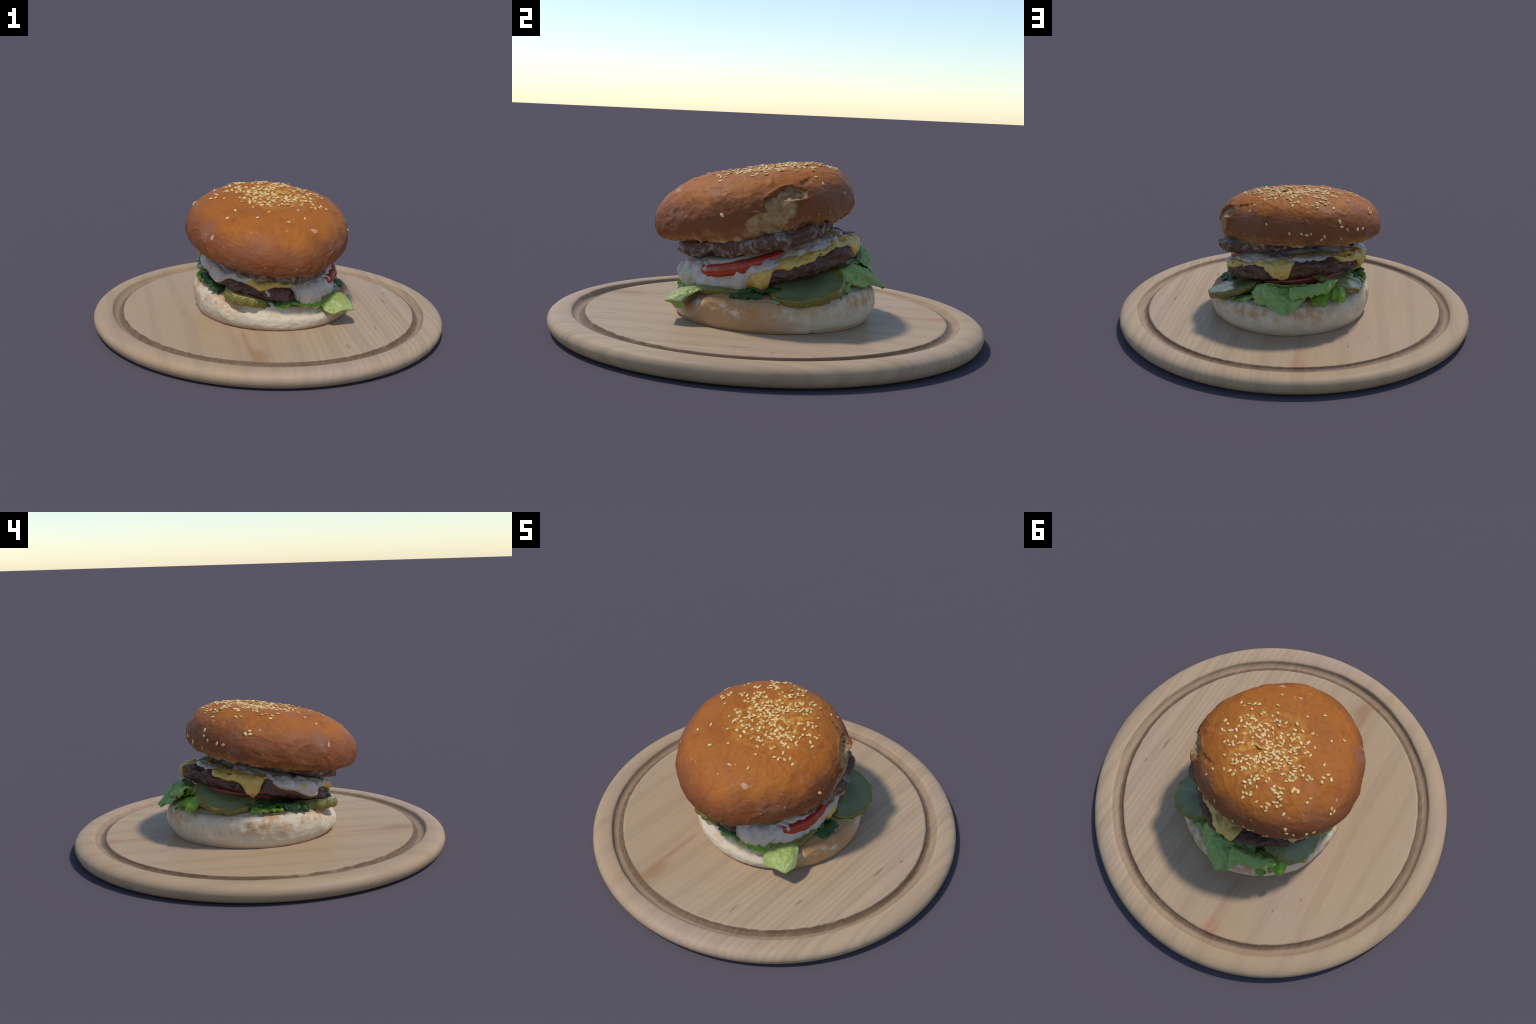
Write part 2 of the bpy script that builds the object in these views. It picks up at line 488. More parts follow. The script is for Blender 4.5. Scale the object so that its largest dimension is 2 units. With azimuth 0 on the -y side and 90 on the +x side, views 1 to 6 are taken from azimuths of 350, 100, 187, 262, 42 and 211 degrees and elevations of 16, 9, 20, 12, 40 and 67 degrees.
WOOD = wood_material()
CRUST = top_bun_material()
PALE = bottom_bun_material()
MEAT = patty_material("grilled_patty", False)
MEAT_FAT = patty_material("sauced_patty", True)
CHEESE = cheese_material()
SAUCE = sauce_material()
TOMATO = tomato_material("tomato_flesh", False)
TOMATO_DARK = tomato_material("tomato_flesh_dark", True)
LEAF_PALE = lettuce_material("lettuce_heart", (0.28, 0.36, 0.075), (0.45, 0.52, 0.17), (0.55, 0.58, 0.27))
LEAF_MID = lettuce_material("lettuce_mid_green", (0.245, 0.365, 0.085), (0.40, 0.53, 0.155), (0.52, 0.61, 0.25))
LEAF_BRIGHT = lettuce_material("lettuce_bright_green", (0.13, 0.27, 0.022), (0.32, 0.48, 0.045), (0.50, 0.56, 0.10))
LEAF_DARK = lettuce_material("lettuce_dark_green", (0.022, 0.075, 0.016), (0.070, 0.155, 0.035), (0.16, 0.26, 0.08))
PICKLE = pickle_flesh_material("pickle_flesh", False)
PICKLE_WARM = pickle_flesh_material("pickle_flesh_warm", True)
SKIN = pickle_skin_material()
SEED = seed_material()


# ------------------------------------------------------------------ serving board
def build_board():
    prof = [(0.0, 0.0), (0.5, 0.0), (0.945, 0.0), (0.962, 0.002), (0.976, 0.008), (0.988, 0.018), (0.996, 0.032), (1.0, 0.047),
            (0.999, 0.058), (0.994, 0.070), (0.983, 0.080), (0.968, 0.087), (0.950, 0.0905), (0.93, 0.0915), (0.912, 0.091),
            (0.900, 0.0895), (0.8945, 0.086), (0.892, 0.080), (0.888, 0.072), (0.880, 0.065), (0.868, 0.062), (0.856, 0.063),
            (0.846, 0.064), (0.838, 0.072), (0.8355, 0.081), (0.833, 0.0838), (0.82, 0.084), (0.7, 0.084), (0.5, 0.084), (0.25, 0.084)]
    nc = 360
    rows = []
    a = np.linspace(0, TAU, nc, endpoint=False)
    for i, (r, z) in enumerate(prof[1:]):
        rr = np.full(nc, r)
        zz = np.full(nc, z)
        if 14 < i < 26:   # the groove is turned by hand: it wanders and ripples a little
            rr += 0.0035 * np.sin(3 * a + 0.6) + 0.002 * np.sin(7 * a + i * 0.05)
            w = np.array([noise.noise(Vector((math.cos(t) * 9, math.sin(t) * 9, i * 0.12))) for t in a])
            rr += 0.0022 * w
            # on the +y side the cut is shallow, almost worn away
            zz += (0.086 - z) * 0.36 * smooth(0.0, 0.9, np.sin(a)) if z < 0.086 else 0
        rows.append(np.stack([rr * np.cos(a), rr * np.sin(a), zz], -1))
    V = np.concatenate(rows + [np.array([[0, 0, 0.0], [0, 0, 0.084]])])
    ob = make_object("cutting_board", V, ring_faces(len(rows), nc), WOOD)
    ob["label"] = "round pale pine serving board with juice groove"
    ob["category"] = "cutting board"
    return ob


# ------------------------------------------------------------------ burger
burger = bpy.data.objects.new("hamburger", None)
bpy.context.scene.collection.objects.link(burger)
burger.location = (0.0, 0.0, PLATE_Z)
burger.empty_display_size = 0.2
burger["label"] = "double cheeseburger in a glossy sesame bun, leaning slightly"
burger["category"] = "hamburger"
bpy.context.view_layer.update()


def build_bottom_bun():
    c = np.array([0.022, 0.029])
    nc = 300
    az = np.linspace(0, 360, nc, endpoint=False)
    a = np.radians(az)
    R_foot = around({-180: .432, -135: .43, -90: .438, -45: .438, 0: .440, 45: .435, 90: .440, 135: .432}, az)
    R_side = around({-180: .450, -135: .456, -90: .450, -45: .450, 0: .448, 45: .452, 90: .468, 135: .462}, az)
    z_sh = around({-180: .245, -155: .235, -140: .222, -125: .192, -110: .174, -85: .164, -60: .162, -40: .190, -25: .212, -5: .212,
                   30: .205, 60: .235, 90: .242, 120: .245, 150: .248}, az)
    z_in = around({-180: .262, -140: .250, -128: .246, -110: .240, -90: .216, -60: .205, -30: .222, 0: .220, 30: .225, 60: .25, 90: .262, 130: .268}, az)
    side = lambda f: PLATE_Z + 0.0015 + (z_sh - PLATE_Z) * f
    rows = [(R_foot * 0.5, side(0)), (R_foot * 0.94, side(0)), (R_foot * 0.985, side(0.03)), (R_foot * 1.0, side(0.10)),
            (R_foot * 0.4 + R_side * 0.6, side(0.28)), (R_side * 0.998, side(0.48)), (R_side, side(0.66)), (R_side * 0.992, side(0.82)),
            (R_side * 0.972, side(0.94)), (R_side * 0.945, side(1.02)), (R_side * 0.905, z_sh * 0.45 + z_in * 0.55),
            (R_side * 0.86, z_in), (R_side * 0.75, z_in + .004), (R_side * 0.45, 0 * az + .240), (R_side * 0.2, 0 * az + .242)]
    ctrl = np.stack([np.stack([c[0] + r * np.cos(a), c[1] + r * np.sin(a), z], -1) for r, z in rows])
    P = catmull(ctrl, 90)
    nr = len(P)
    V = P.reshape(-1, 3)
    d = V - np.array([c[0], c[1], 0.16])
    d /= np.linalg.norm(d, axis=1)[:, None]
    amp = smooth(PLATE_Z, PLATE_Z + .03, V[:, 2])
    V = V + d * (amp * (0.0075 * fnoise(V, 6, 3, 1) + 0.0035 * fnoise(V, 22, 3, 2)))[:, None]
    # pulled folds in the crust on the +x +y side
    fold = np.exp(-((np.degrees(np.arctan2(V[:, 1] - c[1], V[:, 0] - c[0])) - 33) / 1.6) ** 2) * smooth(.20, .16, V[:, 2])
    V -= d * (0.008 * fold)[:, None]
    V[:, 2] = np.maximum(V[:, 2], PLATE_Z + 0.0012)
    V = np.concatenate([V, [[c[0], c[1], PLATE_Z + .0012], [c[0], c[1], .242]]])
    make_object("bottom_bun", V, ring_faces(nr, nc), PALE, burger, (c[0], c[1], PLATE_Z))


def patty_surface(c, R, slope, z0, th, az, t, flat=0.34):
    """point on a tilted, rounded disc: az in degrees, t from -1 (under) over 0 (rim) to 1 (top)"""
    a = np.radians(az)
    ca = np.cos(t * math.pi / 2)
    sa = np.abs(np.sin(t * math.pi / 2))
    rho = ca**flat * R
    h = np.sign(t) * sa**(flat * 1.6) * th / 2
    x = rho * np.cos(a)
    y = rho * np.sin(a)
    return np.stack([c[0] + x, c[1] + y, z0 + slope[0] * x + slope[1] * y + h], -1)


LOW = dict(c=(0.0, 0.02), slope=(-0.11, 0.19), z0=0.349, th=0.100)
LOW_R = {-180: .386, -150: .400, -130: .406, -110: .404, -90: .398, -70: .386, -50: .368, -25: .352, 10: .364, 45: .380, 90: .376, 135: .380}
UP = dict(c=(0.03, -0.01), slope=(-0.098, 0.225), z0=0.476, th=0.096)
UP_R = {-180: .388, -158: .406, -135: .422, -110: .426, -85: .402, -60: .362, -40: .340, -15: .356, 10: .385, 33: .393, 60: .345, 90: .300, 110: .285, 135: .290, 155: .342}


def build_patty(spec, Rtab, mat, seed, lump):
    nc, nr = 260, 90
    az = np.linspace(0, 360, nc, endpoint=False)
    R = around(Rtab, az)
    ts = np.linspace(-0.985, 0.985, nr)
    A, T = np.meshgrid(az, ts)
    P = patty_surface(spec["c"], np.broadcast_to(R, A.shape), spec["slope"], spec["z0"], spec["th"], A, T).reshape(-1, 3)
    d = P - np.array([spec["c"][0], spec["c"][1], spec["z0"]])
    d[:, 2] *= 2.0
    d /= np.linalg.norm(d, axis=1)[:, None]
    n1 = fnoise(P, 11, 3, seed)
    n2 = 1 - 2 * np.abs(snoise(P, 21, seed + 4))
    n3 = fnoise(P, 48, 2, seed + 2)
    P = P + d * (lump * (0.8 * n1 + 0.38 * n2) + 0.005 * n3 - 0.006 * smooth(.3, .7, -n1) - 0.005)[:, None]
    c, z0, th = spec["c"], spec["z0"], spec["th"]
    P = np.concatenate([P, [[c[0], c[1], z0 - th / 2], [c[0], c[1], z0 + th / 2]]])
    return make_object("beef_patty", P, ring_faces(nr, nc), mat, burger, (c[0], c[1], z0))


# how low the cheese and the sauce hang over the lower patty, by azimuth
CHEESE_LOW = {-170: .400, -150: .365, -130: .362, -120: .348, -113: .318, -106: .306, -100: .322, -93: .350, -85: .352, -62: .34, -40: .30, -22: .262, -8: .229, 0: .240,
              5: .272, 9: .325, 15: .340, 20: .352, 29: .355, 36: .385, 44: .412, 52: .418, 59: .440, 63: .441, 70: .414, 78: .394, 89: .384,
              93: .410, 97: .468, 108: .499, 125: .505, 134: .495, 138: .446, 144: .436, 150: .434, 156: .424, 162: .418, 166: .375, 171: .334,
              175: .375, 179: .425, 184: .438}
SAUCE_LOW = {-159: .360, -152: .345, -145: .324, -138: .321, -134: .345, -123: .338, -114: .334, -104: .336, -97: .330, -90: .326, -83: .330, -77: .270, -68: .228, -60: .212,
             -48: .224, -38: .238, -30: .246, -23: .249, -13: .275, 0: .318, 10: .342, 30: .418, 45: .452, 54: .475, 81: .487, 98: .500, 112: .500,
             132: .497, 142: .485, 158: .460, 168: .445, 180: .440, 192: .383}


# where the sauce stops on top of the patty when it does not hang over
SAUCE_SHELF = {-180: .55, -150: .5, -100: .46, -50: .46, 30: .46, 70: .54, 95: .58, 130: .58, 150: .60}


def drape(low_table, offset, edge, nc=540, nr=60, bulge=None, seed=0, ripple=0.0, shelf=0.4, rfreq=9):
    """a soft sheet lying on the lower patty and hanging over its rim down to low_table(azimuth)"""
    az = np.linspace(0, 360, nc, endpoint=False)
    R = around(LOW_R, az)
    low = around(low_table, az)
    # jagged little drips along the edge
    low = low + ripple * np.array([noise.fractal(Vector((math.cos(math.radians(k)) * rfreq, math.sin(math.radians(k)) * rfreq, seed)), .6, 2, 3) for k in az])
    tt = np.linspace(-0.97, 0.97, 400)
    A, T = np.meshgrid(az, tt)
    base = patty_surface(LOW["c"], np.broadcast_to(R, A.shape), LOW["slope"], LOW["z0"], LOW["th"], A, T)
    k = np.argmax(base[:, :, 2] >= low[None, :], axis=0)          # lowest t that is above the hem
    hang = np.clip(base[:, :, 2].min(0) - low, 0, None)           # hem lower than the patty itself: hang free
    top_only = low >= base[:, :, 2].max(0)
    t_end = tt[k]
    shelf = around(shelf, az) if isinstance(shelf, dict) else shelf
    t_end = np.where(top_only, shelf, t_end)
    t_end = np.minimum(t_end, shelf)
    ker = np.exp(-0.5 * (np.arange(-9, 10) / 2.6) ** 2)
    t_end = np.convolve(np.concatenate([t_end[-9:], t_end, t_end[:9]]), ker / ker.sum(), "valid")
    hang = np.convolve(np.concatenate([hang[-9:], hang, hang[:9]]), ker / ker.sum(), "valid")
    s = np.linspace(0, 1, nr)[:, None] ** 1.3
    T = t_end[None, :] + (0.985 - t_end[None, :]) * s
    A = np.broadcast_to(az, T.shape)
    P = patty_surface(LOW["c"], np.broadcast_to(R, T.shape), LOW["slope"], LOW["z0"], LOW["th"], A, T)
    e = 1e-3
    Pt = patty_surface(LOW["c"], np.broadcast_to(R, T.shape), LOW["slope"], LOW["z0"], LOW["th"], A, T + e) - P
    Pa = patty_surface(LOW["c"], np.broadcast_to(R, T.shape), LOW["slope"], LOW["z0"], LOW["th"], A + 0.1, T) - P
    N = np.cross(Pa, Pt)
    N /= np.linalg.norm(N, axis=2)[:, :, None] + 1e-12
    dist = (T - t_end) / 0.10
    lift = np.where(dist < 1, np.sqrt(np.clip(1 - (1 - np.clip(dist, 0, 1)) ** 2, 0, 1)), 1.0)
    flat = P.reshape(-1, 3)
    wob = (0.5 * fnoise(flat, 16, 3, seed)).reshape(T.shape)
    off = offset * (1 + 1.5 * wob)
    if bulge is not None:
        az_s = (az + 180) % 360 - 180
        low_half = smooth(-52, -35, az_s)[None, :] * smooth(40, 20, az_s)[None, :]
        b = around(bulge, az)[None, :] * smooth(0.9, 0.2, np.abs(T)) * (1 - low_half * smooth(-0.25, 0.1, T))
        off = off + b * (1 + 0.7 * wob)
        off = off * (1 - 0.45 * np.exp(-((az_s - 118) / 32) ** 2))[None, :]
    P = P + N * (off * lift - 0.006 * (1 - lift))[:, :, None]
    P[:, :, 2] -= (hang[None, :] * (1 - smooth(0, 0.55, (T - t_end) / (0.985 - t_end))))
    return P, az


def build_cheese():
    P, az = drape(CHEESE_LOW, 0.016, 0.01, seed=3, ripple=0.022, shelf={-180: .40, 30: .36, 88: .36, 100: .72, 132: .72, 142: .40})
    nr, nc = P.shape[:2]
    c = LOW["c"]
    V = np.concatenate([P.reshape(-1, 3), [[c[0], c[1], .30], [c[0], c[1], LOW["z0"] + LOW["th"] / 2 + .006]]])
    make_object("cheese_slice", V, ring_faces(nr, nc, False, True), CHEESE, burger, (c[0], c[1], .35))


def build_sauce():
    P, az = drape(SAUCE_LOW, 0.021, 0.012, seed=8, ripple=0.007, shelf=SAUCE_SHELF, rfreq=4.5,
                  bulge={-180: .004, -150: .006, -130: .004, -100: .002, -85: .002, -70: .013, -55: .020, -40: .021, -25: .016, -10: .010, 5: .004, 30: 0, 90: 0, 140: 0})
    nr, nc = P.shape[:2]
    # the middle swells up to meet the meat above it
    x = P[:, :, 0] - UP["c"][0]
    y = P[:, :, 1] - UP["c"][1]
    under = UP["z0"] - UP["th"] / 2 + UP["slope"][0] * x + UP["slope"][1] * y
    r = np.hypot(P[:, :, 0] - LOW["c"][0], P[:, :, 1] - LOW["c"][1])
    azs = np.degrees(np.arctan2(P[:, :, 1] - .02, P[:, :, 0]))
    side = smooth(85, 55, np.abs(azs + 10))
    w = smooth(0.345, 0.27, r) * side + np.where((azs > 150) | (azs < -100), smooth(.32, .23, r), smooth(.20, .12, r)) * (1 - side)
    P[:, :, 2] = np.where(P[:, :, 2] < under + .004, P[:, :, 2] * (1 - w) + (under + .004) * w, P[:, :, 2])
    # stringy lumps on the front blob
    f = P.reshape(-1, 3)
    az2 = np.degrees(np.arctan2(f[:, 1] - .02, f[:, 0]))
    blob = np.exp(-((az2 + 52) / 26) ** 2) * smooth(.28, .34, np.hypot(f[:, 0], f[:, 1] - .02))
    d = f - np.array([0, .02, .33])
    d /= np.linalg.norm(d, axis=1)[:, None]
    ridg = 1 - 2 * np.abs(snoise(f, 19, 21))
    f = f + d * (blob * (0.009 * ridg + 0.005 * fnoise(f, 34, 2, 9)))[:, None]
    c = LOW["c"]
    V = np.concatenate([f, [[c[0], c[1], .30], [c[0], c[1], .445]]])
    make_object("sauce", V, ring_faces(nr, nc, False, True), SAUCE, burger, (c[0], c[1], .35))
    # a stray drip on the meat in front
    blobs = [((-0.060, -0.352, 0.276), (.036, .010, .013), .30), ((-0.082, -0.350, 0.288), (.014, .009, .022), -.25)]
    V, F = [], []
    n, mr = 22, 12
    for c, r, yaw in blobs:
        o = len(V)
        for i in range(mr):
            p = math.pi * (i + 0.5) / mr
            for j in range(n):
                q = TAU * j / n
                v = Vector((math.sin(p) * math.cos(q) * r[0], math.sin(p) * math.sin(q) * r[1], math.cos(p) * r[2]))
                v *= 1 + 0.18 * noise.noise(v * 60)
                v.rotate(Matrix.Rotation(yaw, 3, "Y"))
                V.append([c[0] + v.x, c[1] + v.y, c[2] + v.z])
        for i in range(mr - 1):
            for j in range(n):
                k = (j + 1) % n
                F.append((o + i * n + j, o + i * n + k, o + (i + 1) * n + k, o + (i + 1) * n + j))
        F.append(tuple(o + j for j in range(n))[::-1])
        F.append(tuple(o + (mr - 1) * n + j for j in range(n)))
    make_object("sauce_drip", V, F, SAUCE, burger, (-0.06, -0.36, 0.28))


def slice_rings(R, th, nc, wobble, seed, bevel=0.25):
    """cross-section rings of a round slice of food, local, flat"""
    a = np.linspace(0, TAU, nc, endpoint=False)
    Ra = R * (1 + wobble * np.array([noise.fractal(Vector((math.cos(t) * 1.6, math.sin(t) * 1.6, seed)), .6, 2, 3) for t in a]))
    b = th * bevel
    prof = [(-th / 2, .5, 0), (-th / 2, 1, -b), (-th / 2 + b * .3, 1, -b * .3), (-th / 2 + b, 1, 0), (0, 1, b * .25), (th / 2 - b, 1, 0),
            (th / 2 - b * .3, 1, -b * .3), (th / 2, 1, -b), (th / 2, .93, -b), (th / 2, .8, 0), (th / 2, .6, 0), (th / 2, .4, 0), (th / 2, .2, 0)]
    rows = [np.stack([(Ra * f + d) * np.cos(a), (Ra * f + d) * np.sin(a), np.full(nc, z)], -1) for z, f, d in prof]
    return np.array(rows), a


def build_tomato(c, R, th, slope, mat, seed):
    nc = 160
    rows, a = slice_rings(R, th, nc, 0.05, seed)
    nr = len(rows)
    V = np.concatenate([rows.reshape(-1, 3), [[0, 0, -th / 2], [0, 0, th / 2]]])
    V[:, 2] += slope[0] * V[:, 0] + slope[1] * V[:, 1] + 0.004 * fnoise(V, 9, 2, seed)
    make_object("tomato_slice", V + np.array(c), ring_faces(nr, nc), mat, burger, c)


def build_smear():
    """film of sauce between the upper tomato and the meat on top of it"""
    nc = 160
    rows, a = slice_rings(0.212, 0.024, nc, 0.12, 17, 0.45)
    V = np.concatenate([rows.reshape(-1, 3), [[0, 0, -.013], [0, 0, .013]]])
    V[:, 2] += -0.10 * V[:, 0] + 0.26 * V[:, 1] + 0.006 * fnoise(V, 12, 2, 18)
    c = (0.125, -0.062, 0.394)
    make_object("sauce_film", V + np.array(c), ring_faces(len(rows), nc), SAUCE, burger, c)


def build_pickle(c, R, th, slope, mat, seed, bow=0.0, squash=(1.0, 1.0), scallop=0.017):
    """crinkled pickle slice: flesh faces, a darker skin round the edge"""
    nc = 180
    rows, a = slice_rings(R, th, nc, 0.07, seed, 0.22)
    nr = len(rows)
    sc = 1 + scallop * np.sin(13 * a + seed)[None, :, None]
    rows[:, :, :2] *= sc
    rows[:, :, 0] *= squash[0]
    rows[:, :, 1] *= squash[1]
    # ribbed skin on the edge
    V = np.concatenate([rows.reshape(-1, 3), [[0, 0, -th / 2], [0, 0, th / 2]]])
    r2 = (V[:, 0] ** 2 + V[:, 1] ** 2) / R**2
    V[:, 2] += bow * r2 * R + 0.011 * fnoise(V, 8, 2, seed)
    n = Vector((-slope[0], -slope[1], 1)).normalized()
    ex = Vector((1, 0, slope[0])).normalized()
    ey = n.cross(ex)
    rot = Matrix((ex, ey, n)).transposed()
    F = ring_faces(nr, nc)
    fm = [1 if 1 <= i // nc <= 5 and i < (nr - 1) * nc else 0 for i in range(len(F))]
    make_object("pickle_slice", V, F, [mat, SKIN], burger, c, rot=rot, face_mat=fm)


def build_leaf(grid, mat, th=0.006, nu=70, nv=40, ruffle=0.0, freq=6.0, grow=1.5, jag=0.0, seed=0, crumple=0.006):
    """lettuce leaf: grid[row][col] of world points, row 0 = base tucked inside, last row = free edge"""
    G = np.array(grid, float)
    S = catmull(G, nv)                                    # along base -> edge
    S = catmull(S.transpose(1, 0, 2), nu).transpose(1, 0, 2)
    v = np.linspace(0, 1, nv)[:, None]
    u = np.linspace(0, 1, nu)[None, :]
    # frilly free edge: pull the last rows in and out
    if jag:
        e = np.array([noise.fractal(Vector((k * 9 + seed, seed * 1.7, 0)), .5, 2.2, 4) for k in u[0]])
        dirv = S[-1] - S[-8]
        dirv /= np.linalg.norm(dirv, axis=1)[:, None] + 1e-9
        S = S + dirv[None] * (jag * e)[None, :, None] * (v**4)[:, :, None]
    du = np.gradient(S, axis=1)
    dv = np.gradient(S, axis=0)
    N = np.cross(du, dv)
    N /= np.linalg.norm(N, axis=2)[:, :, None] + 1e-9
    f = S.reshape(-1, 3)
    w = ruffle * np.sin(freq * TAU * u + seed + 1.2 * np.sin(3.1 * u * freq)) * v**grow
    S = S + N * (w + crumple * fnoise(f, 24, 3, seed).reshape(nv, nu))[:, :, None]
    taper = th * (0.55 + 0.45 * (1 - v)) * np.ones_like(u)
    edge = np.minimum(np.minimum(u, 1 - u) * nu / 2.0, (1 - v) * nv / 2.0)
    taper = taper * np.clip(0.35 + edge, 0, 1)
    top = S + N * (taper / 2)[:, :, None]
    bot = S - N * (taper / 2)[:, :, None]
    V = np.concatenate([top.reshape(-1, 3), bot.reshape(-1, 3)])
    F, k = [], nu * nv
    for i in range(nv - 1):
        for j in range(nu - 1):
            q = (i * nu + j, i * nu + j + 1, (i + 1) * nu + j + 1, (i + 1) * nu + j)
            F.append(q)
            F.append(tuple(k + x for x in q[::-1]))
    rim = [j for j in range(nu)] + [i * nu + nu - 1 for i in range(1, nv)] + [(nv - 1) * nu + j for j in range(nu - 2, -1, -1)] + [i * nu for i in range(nv - 2, 0, -1)]
    for a, b in zip(rim, rim[1:] + rim[:1]):
        F.append((b, a, k + a, k + b))
    return make_object("lettuce_leaf", V, F, mat, burger, tuple(G.reshape(-1, 3).mean(0)))


def pol(az, r, z, c=(0.0, 0.0)):
    return (c[0] + r * math.cos(math.radians(az)), c[1] + r * math.sin(math.radians(az)), z)


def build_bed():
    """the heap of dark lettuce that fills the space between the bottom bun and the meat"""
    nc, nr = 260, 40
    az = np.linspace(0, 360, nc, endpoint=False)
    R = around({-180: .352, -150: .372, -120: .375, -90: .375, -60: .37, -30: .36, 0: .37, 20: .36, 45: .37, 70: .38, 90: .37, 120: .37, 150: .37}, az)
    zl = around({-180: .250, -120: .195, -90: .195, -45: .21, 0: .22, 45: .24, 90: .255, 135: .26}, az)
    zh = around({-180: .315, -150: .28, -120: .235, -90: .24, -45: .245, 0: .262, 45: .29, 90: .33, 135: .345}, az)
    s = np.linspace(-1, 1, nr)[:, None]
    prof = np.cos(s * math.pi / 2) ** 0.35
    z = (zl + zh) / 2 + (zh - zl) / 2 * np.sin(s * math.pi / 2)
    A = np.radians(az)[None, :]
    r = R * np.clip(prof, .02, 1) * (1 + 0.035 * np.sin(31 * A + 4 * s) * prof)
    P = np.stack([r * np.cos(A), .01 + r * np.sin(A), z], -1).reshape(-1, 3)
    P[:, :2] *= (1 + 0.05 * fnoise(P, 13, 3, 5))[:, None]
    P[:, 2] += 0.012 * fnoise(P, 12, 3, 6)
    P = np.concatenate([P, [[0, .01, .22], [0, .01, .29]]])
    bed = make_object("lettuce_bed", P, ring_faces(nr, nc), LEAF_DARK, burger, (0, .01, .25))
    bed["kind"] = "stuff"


def build_lettuce():
    build_bed()
    # pale heart leaf folding over the bun's edge at front right
    build_leaf([[(.215, -.285, .205), (.255, -.265, .222), (.300, -.235, .238), (.335, -.205, .238)],
                [(.232, -.330, .196), (.285, -.305, .226), (.340, -.270, .240), (.372, -.240, .228)],
                [(.245, -.372, .178), (.315, -.350, .212), (.372, -.315, .224), (.398, -.280, .208)],
                [(.285, -.392, .164), (.350, -.386, .184), (.404, -.376, .187), (.412, -.318, .184)]],
               LEAF_PALE, th=.008, ruffle=.003, freq=1.5, seed=2, crumple=.005)
    build_leaf([[(.300, -.382, .172), (.352, -.384, .183), (.400, -.373, .186), (.409, -.318, .183)],
                [(.320, -.366, .158), (.352, -.364, .168), (.388, -.345, .172), (.402, -.296, .170)],
                [(.335, -.345, .142), (.360, -.335, .148), (.385, -.312, .152), (.396, -.275, .152)]],
               LEAF_PALE, th=.008, ruffle=.002, seed=5)
    # the big leaf hanging out at the back
    build_leaf([[pol(60, .33, .305), pol(70, .33, .325), pol(80, .33, .33), pol(90, .33, .33), pol(100, .34, .335), pol(110, .36, .34)],
                [pol(62, .395, .295), pol(71, .405, .338), pol(80, .425, .338), pol(90, .420, .318), pol(100, .42, .325), pol(109, .41, .340)],
                [pol(66, .430, .272), pol(73, .462, .312), pol(81, .480, .305), pol(90, .480, .285), pol(98, .465, .296), pol(107, .445, .330)],
                [pol(72, .470, .255), pol(79, .512, .270), pol(85, .532, .248), pol(91, .536, .236), pol(97, .500, .262), pol(105, .465, .312)]],
               LEAF_MID, th=.006, ruffle=.009, freq=2.8, seed=4, crumple=.010, jag=.014)
    # its upper lip, standing up behind the patty
    build_leaf([[pol(64, .355, .300), pol(72, .36, .305), pol(82, .36, .31), pol(92, .36, .31)],
                [pol(65, .385, .318), pol(73, .395, .338), pol(83, .395, .345), pol(93, .39, .335)],
                [pol(68, .405, .325), pol(74, .410, .352), pol(83, .412, .358), pol(92, .405, .345)]],
               LEAF_MID, th=.006, ruffle=.004, freq=2, seed=6)
    # a rolled-up lobe beside it, its tip curling up
    build_leaf([[(-.02, .400, .325), (-.10, .395, .335), (-.17, .385, .345), (-.230, .375, .360), (-.262, .380, .382)],
                [(-.02, .425, .345), (-.10, .425, .358), (-.17, .415, .372), (-.232, .404, .388), (-.272, .400, .398)],
                [(-.02, .460, .325), (-.10, .458, .335), (-.17, .450, .352), (-.232, .434, .370), (-.266, .418, .388)],
                [(-.03, .478, .295), (-.10, .470, .308), (-.17, .455, .325), (-.228, .436, .340), (-.254, .424, .360)]],
               LEAF_MID, th=.006, ruffle=.007, freq=3, seed=9, jag=.014, crumple=.009)
    build_leaf([[pol(106, .38, .305), pol(113, .39, .31), pol(120, .39, .315), pol(128, .40, .315), pol(134, .40, .315)],
                [pol(107, .43, .292), pol(113, .44, .306), pol(120, .45, .330), pol(127, .45, .345), pol(134, .44, .325)],
                [pol(108, .455, .275), pol(113, .492, .278), pol(119, .480, .300), pol(125, .498, .305), pol(131, .470, .298)],
                [pol(110, .460, .262), pol(115, .500, .268), pol(119, .478, .285), pol(124, .502, .278), pol(130, .468, .280)]],
               LEAF_BRIGHT, th=.006, ruffle=.016, freq=3.5, seed=11, jag=.018)
    build_leaf([[pol(112, .39, .325), pol(119, .39, .33), pol(126, .39, .335)],
                [pol(112, .43, .330), pol(119, .44, .352), pol(126, .43, .360)],
                [pol(114, .455, .320), pol(120, .475, .350), pol(126, .455, .372)]],
               LEAF_BRIGHT, th=.006, ruffle=.012, freq=2.5, seed=13, jag=.012)
    # fringe peeping out under the right-hand pickle
    build_leaf([[pol(14, .40, .222), pol(28, .40, .225), pol(42, .40, .235), pol(56, .40, .255), pol(68, .40, .285)],
                [pol(14, .44, .216), pol(28, .442, .215), pol(42, .445, .225), pol(56, .44, .252), pol(68, .43, .285)],
                [pol(14, .452, .206), pol(28, .465, .200), pol(42, .468, .212), pol(56, .462, .238), pol(68, .445, .268)]],
               LEAF_MID, th=.005, nu=120, ruffle=.009, freq=8, seed=15, jag=.016)
